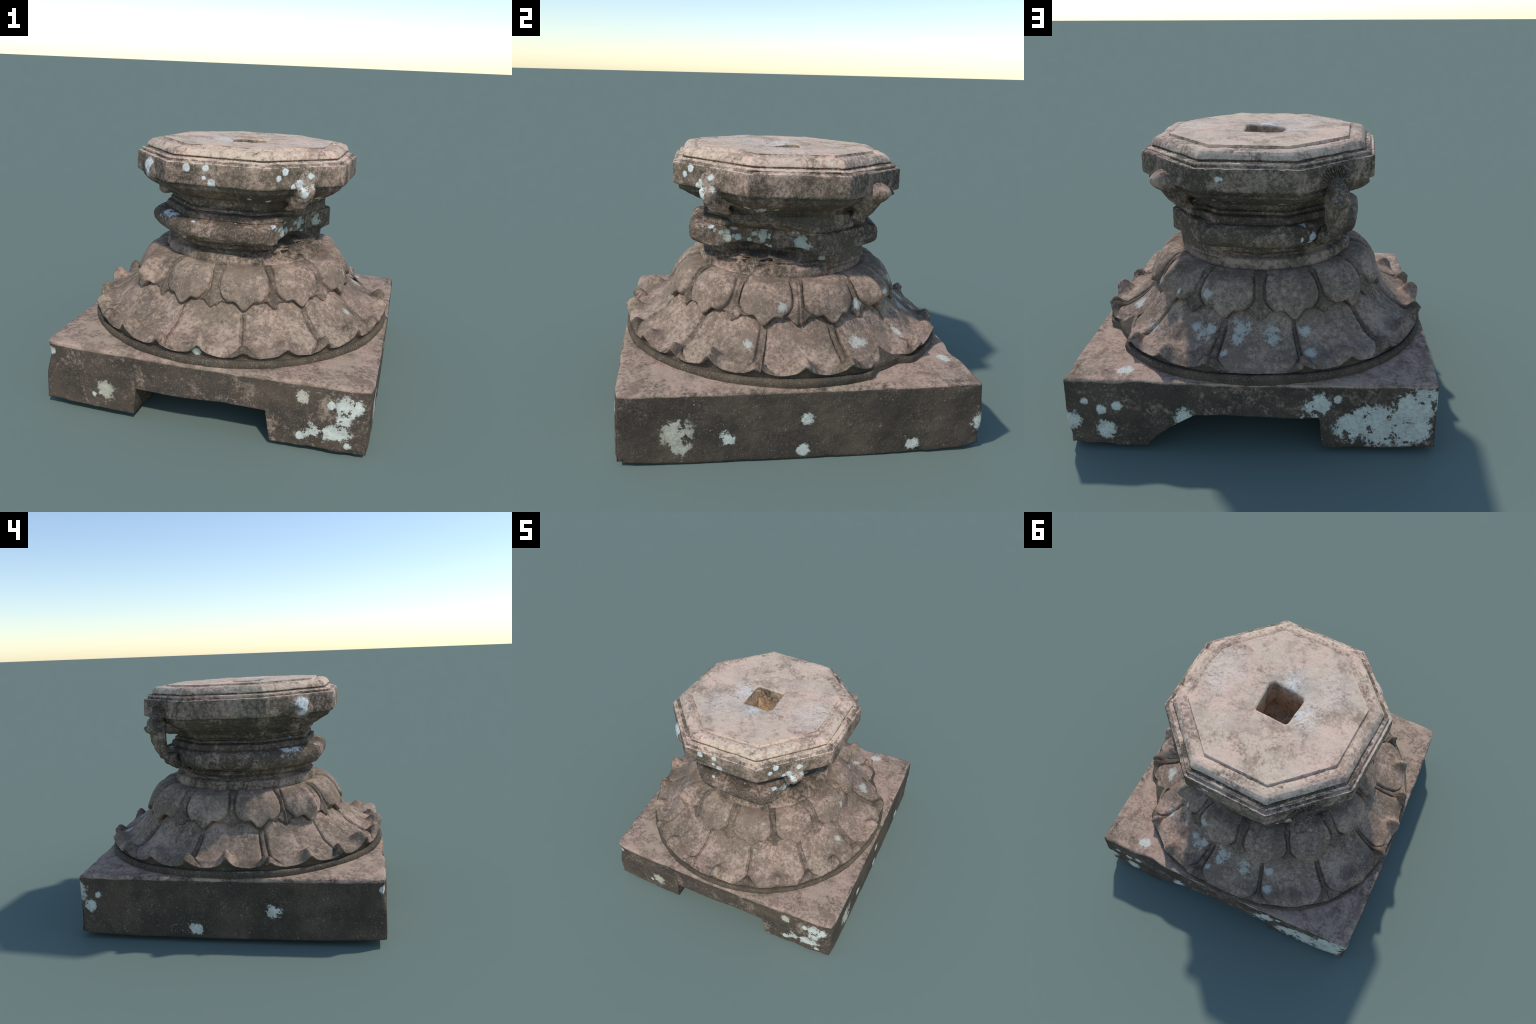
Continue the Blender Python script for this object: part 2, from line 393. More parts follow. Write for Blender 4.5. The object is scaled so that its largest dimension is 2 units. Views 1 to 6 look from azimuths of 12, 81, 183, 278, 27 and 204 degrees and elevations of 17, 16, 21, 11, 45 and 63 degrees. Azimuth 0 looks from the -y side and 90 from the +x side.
def build_plinth():
    n = 230
    a = np.linspace(-1, 1, n)
    # refine the sampling where the channel walls stand
    dens = 1 + 5 * np.exp(-((a + 0.40) / 0.035) ** 2) + 5 * np.exp(-((a - 0.38) / 0.05) ** 2) + 1.5 * np.exp(-((np.abs(a) - 1) / 0.03) ** 2)
    cum = np.concatenate([[0], np.cumsum((dens[1:] + dens[:-1]) / 2)])
    a = np.interp(np.linspace(0, 1, n), cum / cum[-1], a)
    b = np.linspace(-1, 1, n)
    m = 64
    c = np.linspace(0, 1, m)
    verts, quads, off = [], [], 0

    def sheet(A, B, C, flip):
        nonlocal off
        rows, cols = A.shape
        verts.append(np.stack([A.ravel(), B.ravel(), C.ravel()], 1))
        r, k = np.meshgrid(np.arange(rows - 1), np.arange(cols - 1), indexing="ij")
        q = np.stack([r * cols + k, r * cols + k + 1, (r + 1) * cols + k + 1, (r + 1) * cols + k], -1).reshape(-1, 4)
        quads.append((q[:, ::-1] if flip else q) + off)
        off += rows * cols

    B2, A2 = np.meshgrid(b, a, indexing="ij")
    sheet(A2, B2, np.ones_like(A2), False)
    sheet(A2, B2, np.zeros_like(A2), True)
    C2, A3 = np.meshgrid(c, a, indexing="ij")
    sheet(A3, -np.ones_like(A3), C2, False)
    sheet(A3, np.ones_like(A3), C2, True)
    C3, B3 = np.meshgrid(c, b, indexing="ij")
    sheet(np.ones_like(B3), B3, C3, False)
    sheet(-np.ones_like(B3), B3, C3, True)
    u = np.vstack(verts)
    q = np.vstack(quads)
    # weld the shared edges
    key = np.round(u * 1e6).astype(np.int64)
    _, first, inv = np.unique(key, axis=0, return_index=True, return_inverse=True)
    u = u[first]
    q = inv.reshape(-1)[q]
    p = plinth_point(u[:, 0], u[:, 1], u[:, 2])
    # worn arrises: pull the two faces of every edge together, more where the noise chips them
    wear = 0.016 + 0.04 * np.clip(fbm(p, 7, 4, 1), 0, 1) + 0.20 * np.clip(fbm(p, 3.4, 4, 2) - 0.20, 0, 1)
    wear = np.minimum(wear, 0.060)
    dist = np.stack([(1 - np.abs(u[:, 0])) * 0.95, (1 - np.abs(u[:, 1])) * 0.95, np.minimum(u[:, 2], 1 - u[:, 2]) * 0.39], 1)
    sign = np.stack([np.sign(u[:, 0]), np.sign(u[:, 1]), np.sign(u[:, 2] - 0.5)], 1)
    move = np.zeros_like(p)
    for i in range(3):
        on = dist[:, i] < 1e-6
        other = np.min(np.delete(dist, i, 1), 1)
        t = np.clip(1 - other / wear, 0, 1)
        move[on, i] -= (sign[:, i] * 0.293 * wear * t * t)[on]
    move[:, 2] *= np.where((u[:, 2] < 0.5) & (np.abs(p[:, 0]) < 0.5), 0.4, 1)
    p = p + move
    nrm = vertex_normals(p, q)
    rough = 0.007 * fbm(p, 3.2, 3, 3) + 0.0045 * fbm(p, 11, 3, 4) + 0.0016 * fbm(p, 45, 2, 5)
    flat = np.where(nrm[:, 2] > 0.7, 0.45, 1.0)
    flat = flat * (0.35 + 0.65 * smooth(np.sort(dist, 1)[:, 1], 0.0, 0.03))  # steady along the arrises
    p = p + nrm * (rough * flat)[:, None]
    # broken corners: the front left foot and the back corners are knocked off a little
    for cx, cy, cz, depth in ((0.99, 0.985, 0.05, 0.02), (-0.98, -0.96, 0.33, 0.02), (0.95, -0.99, 0.41, 0.012), (0.60, 0.97, 0.41, 0.02)):
        d = np.linalg.norm(p - (cx, cy, cz), axis=1)
        inward = np.array([-cx, -cy, 0.4 * (0.2 - cz) / 0.2])
        p += inward / np.linalg.norm(inward) * (depth * smooth(-d, -0.13, -0.01))[:, None]
    p[:, 2] = np.maximum(p[:, 2], 0.0)
    nrm = vertex_normals(p, q)
    mat = stone("plinth_stone", 0.74, patches=snap(PLINTH_LICHEN, p), specks=0.5, top_crust=(0.392, 0.2), sides=0.09, points=0.24, eat=1.3, black=(0.050, 0.041, 0.031))
    return add_object("plinth", submesh("plinth", p, nrm, q), thing, mat)


build_plinth()

# ------------------------------------------------------------------ lotus
CX, CY = -0.012, 0.009  # centre of the lotus
UPPER = [(0.500, 0.852), (0.530, 0.857), (0.564, 0.853), (0.599, 0.839), (0.631, 0.813), (0.657, 0.780), (0.677, 0.745),
         (0.692, 0.712), (0.703, 0.685), (0.712, 0.660), (0.720, 0.630), (0.725, 0.600)]
LOWER = [(0.625, 0.755), (0.660, 0.705), (0.694, 0.655), (0.726, 0.612), (0.762, 0.577), (0.800, 0.546), (0.840, 0.520),
         (0.881, 0.496), (0.926, 0.479)]
# how far the rim reaches in each direction (degrees, metres): the skirt is a little squared and the back is worn
RIM_ANGLE = [-180, -150, -118, -86, -62, -41, -14, 8, 30, 55, 64, 76, 91, 106, 122, 141, 160, 180]
RIM_REACH = [0.950, 0.993, 0.998, 0.978, 0.983, 0.972, 0.965, 0.972, 0.985, 0.995, 0.996, 0.968, 0.948, 0.963, 0.993, 1.000, 0.980, 0.950]
WOBBLE_A = [0.2, 0.5, -0.3, 1.2, -0.6, 0.8, 0.3, -1.2, -2.4, -1.2, -2.2, -1.6]  # small errors of the carver
WOBBLE_B = [-1.0, 0.4, -0.6, 0.8, 0.2, 0.6, 0.5, 1.6, -0.6, -1.0, -1.4, -2.0]


def cubic_through(points, n=200):
    """Catmull-Rom through profile points, evenly sampled by length."""
    p = np.array(points, float)
    p = np.vstack([2 * p[0] - p[1], p, 2 * p[-1] - p[-2]])
    out = []
    for i in range(1, len(p) - 2):
        t = np.linspace(0, 1, 24, endpoint=False)[:, None]
        a, b, c, d = p[i - 1], p[i], p[i + 1], p[i + 2]
        out.append(0.5 * (2 * b + (c - a) * t + (2 * a - 5 * b + 4 * c - d) * t**2 + (3 * b - a - 3 * c + d) * t**3))
    out = np.vstack(out + [p[-2][None]])
    s = np.concatenate([[0], np.cumsum(np.linalg.norm(np.diff(out, axis=0), axis=1))])
    q = np.linspace(0, s[-1], n)
    return np.stack([np.interp(q, s, out[:, 0]), np.interp(q, s, out[:, 1])], 1)


def profile_frame(pts):
    d = np.gradient(pts, axis=0)
    d /= np.linalg.norm(d, axis=1)[:, None]
    return np.stack([-d[:, 1], d[:, 0]], 1)  # outward (to larger r / up) for a profile that runs downwards


def nearest_petal(theta, offset, wobble):
    k = np.round((theta - offset) / 30).astype(int) % 12
    return wrap(theta - offset - 30 * k - np.array(wobble)[k]), k


def ogee(d, width, power=1.6):
    """Cusp that rises to 1 at d = 0 with concave flanks."""
    return np.clip(1 - np.abs(d) / width, 0, 1) ** power


def build_lotus():
    cols = 1680
    theta = np.arange(cols) * 360.0 / cols - 180.0
    t_rad = np.radians(theta)
    fa, ka = nearest_petal(theta, 15.0, WOBBLE_A)      # upper petals
    fb, kb = nearest_petal(theta, 0.0, WOBBLE_B)       # lower petals
    fs = np.abs(fa) - 15.0                             # angle from the tip of the sepal between upper petals
    fs2 = np.abs(fb) - 15.0
    jit = np.interp((theta + 180) % 360, np.linspace(0, 360, 61), np.append(_rng.uniform(-1, 1, 60), 0))
    # ---- lower outline of the upper tier
    z_edge = 0.692 - 0.044 * (1 - smooth(np.abs(fa), 0.2, 5.2)) - 0.042 * (1 - smooth(np.abs(fs), 0.2, 4.6)) - 0.006 * np.exp(-((np.abs(fa) - 8.5) / 2.0) ** 2) + 0.003 * jit
    up = cubic_through(UPPER, 400)
    up_n = profile_frame(up)
    i_edge = np.interp(-z_edge, -up[150:, 1], np.arange(150, 400))
    nu = 110
    tt = np.linspace(0, 1, nu) ** 0.9
    idx = tt[:, None] * i_edge[None]
    ru = np.interp(idx, np.arange(400), up[:, 0])
    zu = np.interp(idx, np.arange(400), up[:, 1])
    nr = np.interp(idx, np.arange(400), up_n[:, 0])
    nz = np.interp(idx, np.arange(400), up_n[:, 1])
    # relief of the upper petals; g runs 0 at the collar to 1 at z = 0.69
    g = np.clip(idx / np.interp(-0.69, -up[150:, 1], np.arange(150, 400)), 0, 1.3)
    w = 12.9 - 4.6 * np.clip((g - 0.68) / 0.32, 0, 1) ** 2.2
    w = np.minimum(w, 13.0 - 1.3 * smooth(-g, -0.55, -0.15))
    f = np.abs(fa)[None] / w
    pillow = np.where(f < 1, (1 - np.clip(f, 0, 1) ** 5) ** 0.5, 0)
    grow = smooth(g, 0.12, 0.5)
    tip_body = np.where(g > 0.9, np.maximum(pillow, np.clip(1 - np.abs(fa)[None] / 9, 0, 1) ** 0.5), pillow)
    bell = 0.012 * np.cos(np.clip(f, 0, 1) * math.pi / 2)
    valley = -0.006 * np.exp(-(fa[None] / 1.5) ** 2) * smooth(-g, -0.95, -0.4)
    two_lobes = 0.004 * np.exp(-((np.abs(fa)[None] - 6) / 3.5) ** 2)
    h = grow * (0.012 * tip_body * (1 + 0.4 * smooth(g, 0.45, 0.9)) - 0.002 * smooth(g, 0.45, 0.9) + 0.45 * bell + valley + two_lobes - 0.010)
    groove = -0.013 * np.exp(-((np.abs(fa)[None] - w - 0.30) / 0.60) ** 2) * smooth(g, 0.1, 0.3)
    rib = 0.007 * np.exp(-(fs[None] / 0.9) ** 2) * smooth(g, 0.1, 0.4)
    h = h + groove + rib
    # folded petals near the corners: a raised keel with a hollow beside it
    for centre, side, amount in ((-135, 1, 0.046), (135, 1, 0.036), (42, 1, 0.050)):
        d = wrap(theta - centre)[None] * side
        keel = np.exp(-(d / 3.0) ** 2) - 0.38 * np.exp(-((d - 6.0) / 2.6) ** 2) + 0.25 * np.exp(-((d + 5.0) / 4.0) ** 2)
        h = h + amount * keel * smooth(g, 0.2, 0.75) * smooth(-g, -1.12, -0.85)
    # the corner petals of the upper tier stand further out
    corner = sum(np.exp(-(wrap(theta - c) / 11.0) ** 2) for c in (-138, 131, 56))
    h = h + 0.028 * corner[None] * smooth(g, 0.35, 0.9)
    ru, zu = ru + nr * h, zu + nz * h
    # rounded lip of the upper tier
    lip = smooth(tt, 0.95, 1.0)[:, None] ** 2
    ru = ru - 0.005 * lip
    # ---- lower tier
    lo = cubic_through(LOWER, 300)
    lo_n = profile_frame(lo)
    z0 = zu[-1] + 0.004
    i0 = np.interp(-z0, -lo[:, 1], np.arange(300))
    nl = 120
    sl = np.linspace(0, 1, nl)
    idx = i0[None] + sl[:, None] * (299 - i0)[None]
    rl = np.interp(idx, np.arange(300), lo[:, 0])
    zl = np.interp(idx, np.arange(300), lo[:, 1])
    mr = np.interp(idx, np.arange(300), lo_n[:, 0])
    mz = np.interp(idx, np.arange(300), lo_n[:, 1])
    s = np.clip((rl - 0.70) / 0.22, 0, 1)
    wl = 13.9 - 5.2 * np.clip((s - 0.72) / 0.28, 0, 1) ** 2.0
    f = np.abs(fb)[None] / wl
    dish = np.where(f < 1, (1 - np.clip(f, 0, 1) ** 6) ** 0.5, 0)
    inside = 1 - np.clip(f, 0, 1) ** 2
    h = 0.010 * dish * smooth(-s, -0.99, -0.86) - 0.004
    h += -0.010 * inside * smooth(s, 0.35, 0.75) * smooth(-s, -1.0, -0.88)  # the lower half of the petal is dished
    h += -0.014 * np.exp(-((np.abs(fb)[None] - wl - 0.3) / 0.60) ** 2) * smooth(s, 0.0, 0.2) * (0.25 + 0.75 * smooth(-s, -0.99, -0.84))
    h += 0.003 * np.exp(-(fs2[None] / 0.9) ** 2)
    h += 0.020 * corner[None] * (1 - smooth(s, 0.2, 0.65))
    h += -0.011 * (1 - smooth(sl, 0.0, 0.16))[:, None]                 # undercut below the upper lip
    h += -0.010 * np.exp(-(wrap(theta - 2) / 24) ** 2)[None] * smooth(-s, -0.95, -0.7)
    h += -0.005 * np.exp(-(fb[None] / 1.3) ** 2) * smooth(s, 0.0, 0.3) * smooth(-s, -0.85, -0.5)

    def knob(d, width):  # rounded tip with concave flanks
        return 1 / (1 + np.abs(d / width) ** 2.0)

    lift_amt = (0.082 + 0.014 * np.sin(kb * 2.4)) * knob(fb, 2.3)
    lift_sep = (0.058 + 0.010 * np.cos(kb * 3.1)) * knob(fs2, 2.2)
    # at the back the curled tips are lost
    lost = np.exp(-(wrap(theta - 90) / 13) ** 2)
    lift_amt, lift_sep = lift_amt * (1 - lost), lift_sep * (1 - 0.6 * lost)
    curl = smooth(s, 0.52, 0.93) ** 1.5
    curl_sep = smooth(s, 0.68, 0.94) ** 1.3
    tip = np.clip((lift_amt + lift_sep - 0.012) / 0.06, 0, 1)[None]
    over = np.clip((s - 0.88) / 0.12, 0, 1) ** 2                      # the edge rolls over outwards
    rl = rl + mr * h + 0.020 * smooth(s, 0.8, 1.0) * tip
    zl = zl + mz * h + lift_amt[None] * curl + lift_sep[None] * curl_sep - 0.012 * smooth(s, 0.8, 1.0) * (1 - tip) - over * (0.004 + 0.018 * tip)
    # ---- step between tiers, lip and rim
    ns = 7
    st = np.linspace(0, 1, ns + 2)[1:-1][:, None]
    rs = ru[-1] + (rl[0] - ru[-1]) * st
    zs = zu[-1] + (zl[0] - zu[-1]) * st - 0.004 * np.sin(st * math.pi)
    rim = resample([(0.0, 0.0), (0.0, 1.0)], 0.07)[1:]
    r_end, z_end = rl[-1], zl[-1]
    face_r = np.full(cols, 0.912)
    nf = 14
    ft = np.linspace(0, 1, nf)[1:][:, None]
    rf = r_end + (face_r - r_end) * smooth(ft, 0, 0.8) ** 0.8 + 0.006 * np.exp(-((ft - 0.06) / 0.06) ** 2)
    zf = z_end + (0.450 - z_end) * ft
    ring = resample([(0.912, 0.449), (0.924, 0.453), (0.936, 0.451), (0.943, 0.444), (0.945, 0.430), (0.942, 0.415), (0.932, 0.38)], 0.006)[1:]
    rr = np.repeat(ring[:, :1], cols, 1)
    zr = np.repeat(ring[:, 1:], cols, 1)
    R = np.vstack([ru, rs, rl, rf, rr])
    Z = np.vstack([zu, zs, zl, zf, zr])
    rows = len(R)
    # the skirt is squared a little to suit the plinth
    reach = np.interp(theta, RIM_ANGLE, RIM_REACH)
    reach = (reach + np.roll(reach, 40) + np.roll(reach, -40)) / 3
    square = 1 + (reach / 0.945 - 1)[None] * smooth(R, 0.74, 0.92)
    R = R * square
    P = np.stack([CX + R * np.cos(t_rad), CY + R * np.sin(t_rad), Z], -1).reshape(-1, 3)
    # piece of the rim knocked away
    th = np.repeat(theta[None], rows, 0).ravel()
    rad = np.hypot(P[:, 0], P[:, 1])
    brk = smooth(-np.abs(th - 30.5), -10.5, -4.5) * smooth(rad, 0.80, 0.87)
    slope_r = 0.985 - (P[:, 2] - 0.39) * 0.95 + 0.02 * fbm(P, 9, 3, 8)
    cut = np.clip(rad - np.minimum(slope_r, 0.925), 0, 1) * brk
    scale = (rad - cut) / rad
    P[:, 0] *= scale
    P[:, 1] *= scale
    # rough worn surface
    Q = ring_quads(rows, cols)
    nrm = vertex_normals(P, Q)
    amp = np.repeat((0.6 + 0.4 * (np.arange(rows) > nu)).astype(float), cols)
    P = P + nrm * ((0.006 * fbm(P, 6, 3, 6) + 0.003 * fbm(P, 20, 3, 7) + 0.0009 * fbm(P, 70, 2, 9)) * amp)[:, None]
    nrm = vertex_normals(P, Q)
    lichen = snap(LOTUS_LICHEN, P)
    M_PETAL = stone("petal_stone", 0.36, patches=lichen, specks=0.6, film_max=0.62, stained=0.06, eat=2.4, alpha=0.75, patch_colour=(0.66, 0.655, 0.56))
    M_SEPAL = stone("sepal_stone", 0.60, patches=lichen, specks=0.5, film_max=0.75, stained=0.06, eat=2.4, alpha=0.75, patch_colour=(0.66, 0.655, 0.56))  # darker than the petals, so that the seams between them show
    M_RIM = stone("rim_stone", 0.95, specks=0.4, patches=lichen[-1:])
    # ---- divide the one carved surface into petals, sepals and rim
    a, b_, c_ = nu, nu + ns, nu + ns + nl
    row = (np.arange(rows - 1)[:, None] * np.ones((1, cols))).ravel()
    gw = np.vstack([w, np.repeat(w[-1:], ns, 0), wl, np.repeat(wl[-1:], rows - nu - ns - nl, 0)])[: rows - 1]
    main_up = (np.abs(fa)[None] < gw).ravel()
    main_lo = (np.abs(fb)[None] < gw).ravel()
    sep_a = ((np.round((theta) / 30)).astype(int) % 12)
    sep_b = ((np.floor((theta) / 30)).astype(int) % 12)
    KA, KB, SA, SB = (np.tile(k, rows - 1) for k in (ka, kb, sep_a, sep_b))
    upper = row < b_
    lower = (row >= b_) & (row < c_ + 2)
    rim_me = submesh("lotus", P, nrm, Q[row >= c_ + 2])
    lotus = add_object("lotus", rim_me, thing, M_RIM)
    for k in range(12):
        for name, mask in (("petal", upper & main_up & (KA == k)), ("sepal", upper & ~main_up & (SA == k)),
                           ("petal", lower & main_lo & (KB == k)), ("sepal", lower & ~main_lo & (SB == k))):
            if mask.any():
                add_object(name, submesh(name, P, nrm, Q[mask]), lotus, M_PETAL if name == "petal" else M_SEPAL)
    return lotus


build_lotus()

# ------------------------------------------------------------------ octagonal upper part
# corner directions of the octagon (degrees) and how far each corner strays from a regular one
OCT_ANGLE = np.array([-70.6, -23.7, 20.4, 63.5, 108.5, 153.3, 199.2, 242.5])
OCT_SIZE = np.array([1.004, 1.001, 1.010, 1.012, 1.014, 1.004, 1.020, 1.028])
APOTHEM = math.cos(math.pi / 8)
TOPROLL = [(0.500, 1.546), (0.505, 1.531), (0.514, 1.531), (0.530, 1.537), (0.552, 1.536), (0.573, 1.529), (0.587, 1.515), (0.595, 1.500),
           (0.596, 1.491), (0.589, 1.486), (0.600, 1.484), (0.619, 1.483), (0.625, 1.478), (0.625, 1.464), (0.619, 1.459), (0.646, 1.457)]
BAND = [(0.646, 1.457), (0.650, 1.448), (0.652, 1.345), (0.647, 1.336)]
COVE = [(0.647, 1.336), (0.622, 1.332), (0.618, 1.305), (0.608, 1.301), (0.588, 1.290), (0.562, 1.274), (0.532, 1.257),
        (0.504, 1.243), (0.488, 1.233), (0.484, 1.206), (0.476, 1.192), (0.450, 1.187)]
NECK = [(0.452, 1.186), (0.448, 1.177), (0.466, 1.173), (0.470, 1.158), (0.450, 1.152), (0.486, 1.146), (0.494, 1.117), (0.488, 1.109), (0.506, 1.108)]
TORUS = [(0.506, 1.108), (0.530, 1.107), (0.552, 1.098), (0.568, 1.079), (0.574, 1.052), (0.570, 1.024), (0.554, 1.001),
         (0.526, 0.986), (0.496, 0.981), (0.468, 0.975), (0.477, 0.968), (0.477, 0.946), (0.458, 0.938), (0.445, 0.922)]
COLLAR = [(0.445, 0.922), (0.468, 0.913), (0.494, 0.908), (0.504, 0.900), (0.508, 0.870), (0.505, 0.845), (0.500, 0.815)]
HOLE = np.array([(-0.112, 0.113), (-0.139, -0.103), (0.104, -0.138), (0.106, 0.093)])


def hole_radius(theta, centre):
    """Distance from the centre to the edge of the square socket along each direction, corners softened."""
    d = np.stack([np.cos(theta), np.sin(theta)], 1)
    best = np.full(len(theta), 9.0)
    for p, q in zip(HOLE, np.roll(HOLE, -1, 0)):
        e = q - p
        n = np.array([e[1], -e[0]])
        den = d @ n
        t = ((p - centre) @ n) / np.where(np.abs(den) < 1e-9, 1e-9, den)
        best = np.where((t > 0), np.minimum(best, t), best)
    return np.minimum(best, 0.150)


def build_shaft():
    per_face = 84
    n = 8 * per_face
    k = np.arange(n) // per_face
    f = (np.arange(n) % per_face) / per_face
    f = f + 0.06 * np.sin(f * TAU) * -1  # crowd columns to the corners
    ang = np.radians(OCT_ANGLE)
    corner = np.stack([np.cos(ang), np.sin(ang)], 1) * OCT_SIZE[:, None]
    even = np.stack([np.cos(ang), np.sin(ang)], 1)
    outline = corner[k] * (1 - f)[:, None] + corner[(k + 1) % 8] * f[:, None]
    regular = even[k] * (1 - f)[:, None] + even[(k + 1) % 8] * f[:, None]
    direction = np.arctan2(outline[:, 1], outline[:, 0])
    circle = np.stack([np.cos(direction), np.sin(direction)], 1)
    grid, tags, levels = [], [], []
    # socket: floor, walls; then the flat top out to the edge of the raised slab
    centre = HOLE.mean(0)
    hole = hole_radius(direction, centre)
    z_top = 1.546
    slab_edge = outline * (0.502 / APOTHEM)
    for t in np.linspace(0.02, 1, 16):
        grid.append(np.column_stack([centre + circle * (hole * t * 0.93)[:, None], np.full(n, 1.300)]))
        tags.append("socket")
    for t in np.linspace(0, 1, 34)[1:]:
        z = 1.300 + (z_top - 0.008 - 1.300) * t
        grid.append(np.column_stack([centre + circle * (hole * (0.93 + 0.07 * t))[:, None], np.full(n, z)]))
        tags.append("socket")
    inner = centre + circle * (hole + 0.010)[:, None]
    for t in np.linspace(0, 1, 70):
        grid.append(np.column_stack([inner + (slab_edge - inner) * t, np.full(n, z_top)]))
        tags.append("top_slab")
    first = True
    for name, prof, roundness in (("moulding", TOPROLL, 0.0), ("capital", BAND, 0.0), ("cove", COVE, 0.0), ("neck", NECK, 0.12),
                                  ("torus_moulding", TORUS, 0.22), ("collar", COLLAR, 1.0)):
        pts = resample(prof, 0.0028 if name in ("moulding", "neck", "cove") else 0.0042)
        for i, (a, z) in enumerate(pts):
            if i == 0 and not first:
                continue
            if name in ("moulding", "capital"):
                o = outline * (a / APOTHEM)
            else:
                mix = 1.0 if name in ("moulding", "capital") else smooth(np.array([z]), 1.20, 1.34)[0]
                o = (outline * mix + regular * (1 - mix)) * (a / APOTHEM)
            rnd = roundness
            if name == "torus_moulding":
                rnd = 0.22 + 0.78 * smooth(np.array([-z]), -0.985, -0.93)[0]
            if rnd:
                o = o * (1 - rnd) + circle * a * rnd * (1.0 if name == "collar" else 1.03)
            grid.append(np.column_stack([o, np.full(n, z)]))
            tags.append(name)
            levels.append(a)
        first = False
    G = np.array(grid)
    rows = len(G)
    row_a = np.repeat(np.concatenate([np.zeros(rows - len(levels)), levels]), n)
    tags = np.array(tags)
    # soften arrises along the profile
    soft = tags != "socket"
    for _ in range(1):
        S = G.copy()
        S[1:-1] = 0.25 * G[:-2] + 0.5 * G[1:-1] + 0.25 * G[2:]
        G[1:-1] = np.where((soft[1:-1] & (tags[1:-1] != "top_slab"))[:, None, None], S[1:-1], G[1:-1])
    # soften the eight corners along each ring
    for _ in range(3):
        S = 0.25 * np.roll(G, 1, 1) + 0.5 * G + 0.25 * np.roll(G, -1, 1)
        G[17:] = S[17:]
    # leaning: the slab dips to the back
    w = smooth(G[..., 2], 1.10, 1.34)
    G[..., 2] += -0.018 * G[..., 1] * w
    # the lower mouldings stand a little off centre; a worn hollow lies beside the socket
    low = 1 - smooth(G[..., 2], 1.15, 1.32)
    G[..., 0] -= 0.008 * low
    G[..., 1] += 0.004 * low
    d = np.hypot(G[..., 0] + 0.17, G[..., 1] + 0.09)
    dip = 0.018 * smooth(-d, -0.17, -0.02) + 0.008 * smooth(-np.hypot(G[..., 0] + 0.01, G[..., 1] + 0.01), -0.24, -0.12)
    G[..., 2] -= dip * (G[..., 2] > 1.45) * (np.hypot(G[..., 0], G[..., 1]) < 0.45)
    P = G.reshape(-1, 3)
    tag = np.repeat(tags, n)
    az = np.degrees(np.arctan2(P[:, 1], P[:, 0]))
    # the front edges of the slab are worn level with the moulding
    front = smooth(-wrap(az + 80), -95, -55) * smooth(wrap(az + 80), -95, -55)
    # debris on the socket floor
    floor = (tag == "socket") & (P[:, 2] < 1.305)
    P[floor, 2] += 0.02 * fbm(P[floor], 14, 2, 12) + 0.03 * smooth(P[floor, 1], -0.1, 0.1)
    # the cove swells more on the other sides than on the front; the torus is not quite round
    az = np.degrees(np.arctan2(P[:, 1], P[:, 0]))
    grow = (0.016 + 0.020 * smooth(np.abs(wrap(az + 20)), 60, 100)) * np.sin(math.pi * np.clip((P[:, 2] - 1.214) / 0.094, 0, 1)) ** 0.8 * (1 - smooth(-np.abs(wrap(az + 94)), -38, -20))
    grow = grow * (tag == "cove")
    ring = smooth(P[:, 2], 0.93, 0.98) * (1 - smooth(P[:, 2], 1.09, 1.12)) * (tag == "torus_moulding")
    grow = grow + ring * (0.004 * np.exp(-(wrap(az + 138) / 26) ** 2) - 0.022 * np.exp(-(wrap(az - 140) / 45) ** 2))
    P[:, :2] *= (1 + grow / np.hypot(P[:, 0], P[:, 1]).clip(0.2))[:, None]
    # on the +x side the recess below the cove was never cut back
    az = np.degrees(np.arctan2(P[:, 1], P[:, 0]))
    rad = np.hypot(P[:, 0], P[:, 1])
    face = 0.500 / np.cos(np.radians(wrap(az - 0.0) * 0.5))
    fill = np.clip(face - rad, 0, 1) * smooth(-np.abs(az), -52, -38) * smooth(P[:, 2], 1.10, 1.125) * (1 - smooth(P[:, 2], 1.20, 1.215))
    P[:, :2] *= ((rad + fill) / rad)[:, None]
    # large break across the torus on the +x side
    nx, ny = 0.94, -0.34
    z = P[:, 2]
    lump = 0.022 * fbm(P, 7, 3, 13)
    ragged = 0.03 * fbm(P, 5, 3, 23)
    depth = (0.405 + lump + 0.030 * smooth(P[:, 1], -0.05, 0.30) + 0.085 * smooth(z, 1.10, 1.16)
             - 0.12 * smooth(-z - ragged, -1.02, -0.98) * smooth(-P[:, 1], -0.12, 0.05) * smooth(P[:, 1], -0.44, -0.32))
    reach = P[:, 0] * nx + P[:, 1] * ny
    over = np.clip(reach - depth, 0, 1) * smooth(z, 0.925, 0.955) * (1 - smooth(z, 1.168, 1.182))
    P[:, 0] -= over * nx * 1.0
    P[:, 1] -= over * ny * 1.0
    # second, shallower break at the back right corner of the torus
    nx, ny = 0.80, 0.60
    reach = P[:, 0] * nx + P[:, 1] * ny
    over = np.clip(reach - 0.53 - 0.02 * fbm(P, 8, 3, 14), 0, 1) * smooth(z, 0.925, 0.955) * (1 - smooth(z, 1.115, 1.13))
    P[:, 0] -= over * nx
    P[:, 1] -= over * ny
    # the underside of the torus sags over the collar at the back right
    az = np.degrees(np.arctan2(P[:, 1], P[:, 0]))
    rad = np.hypot(P[:, 0], P[:, 1])
    sag = np.clip(0.527 + 0.01 * fbm(P, 9, 2, 27) - rad, 0, 0.08) * smooth(-np.abs(wrap(az - 45)), -29, -15) * smooth(z, 0.885, 0.915) * (1 - smooth(z, 1.0, 1.04))
    P[:, :2] *= ((rad + sag) / rad)[:, None]
    # the collar is worn to lumps below the break
    az = np.degrees(np.arctan2(P[:, 1], P[:, 0]))
    worn = smooth(az, -68, -56) * (1 - smooth(az, -18, -12)) * (1 - smooth(z, 0.925, 0.95))
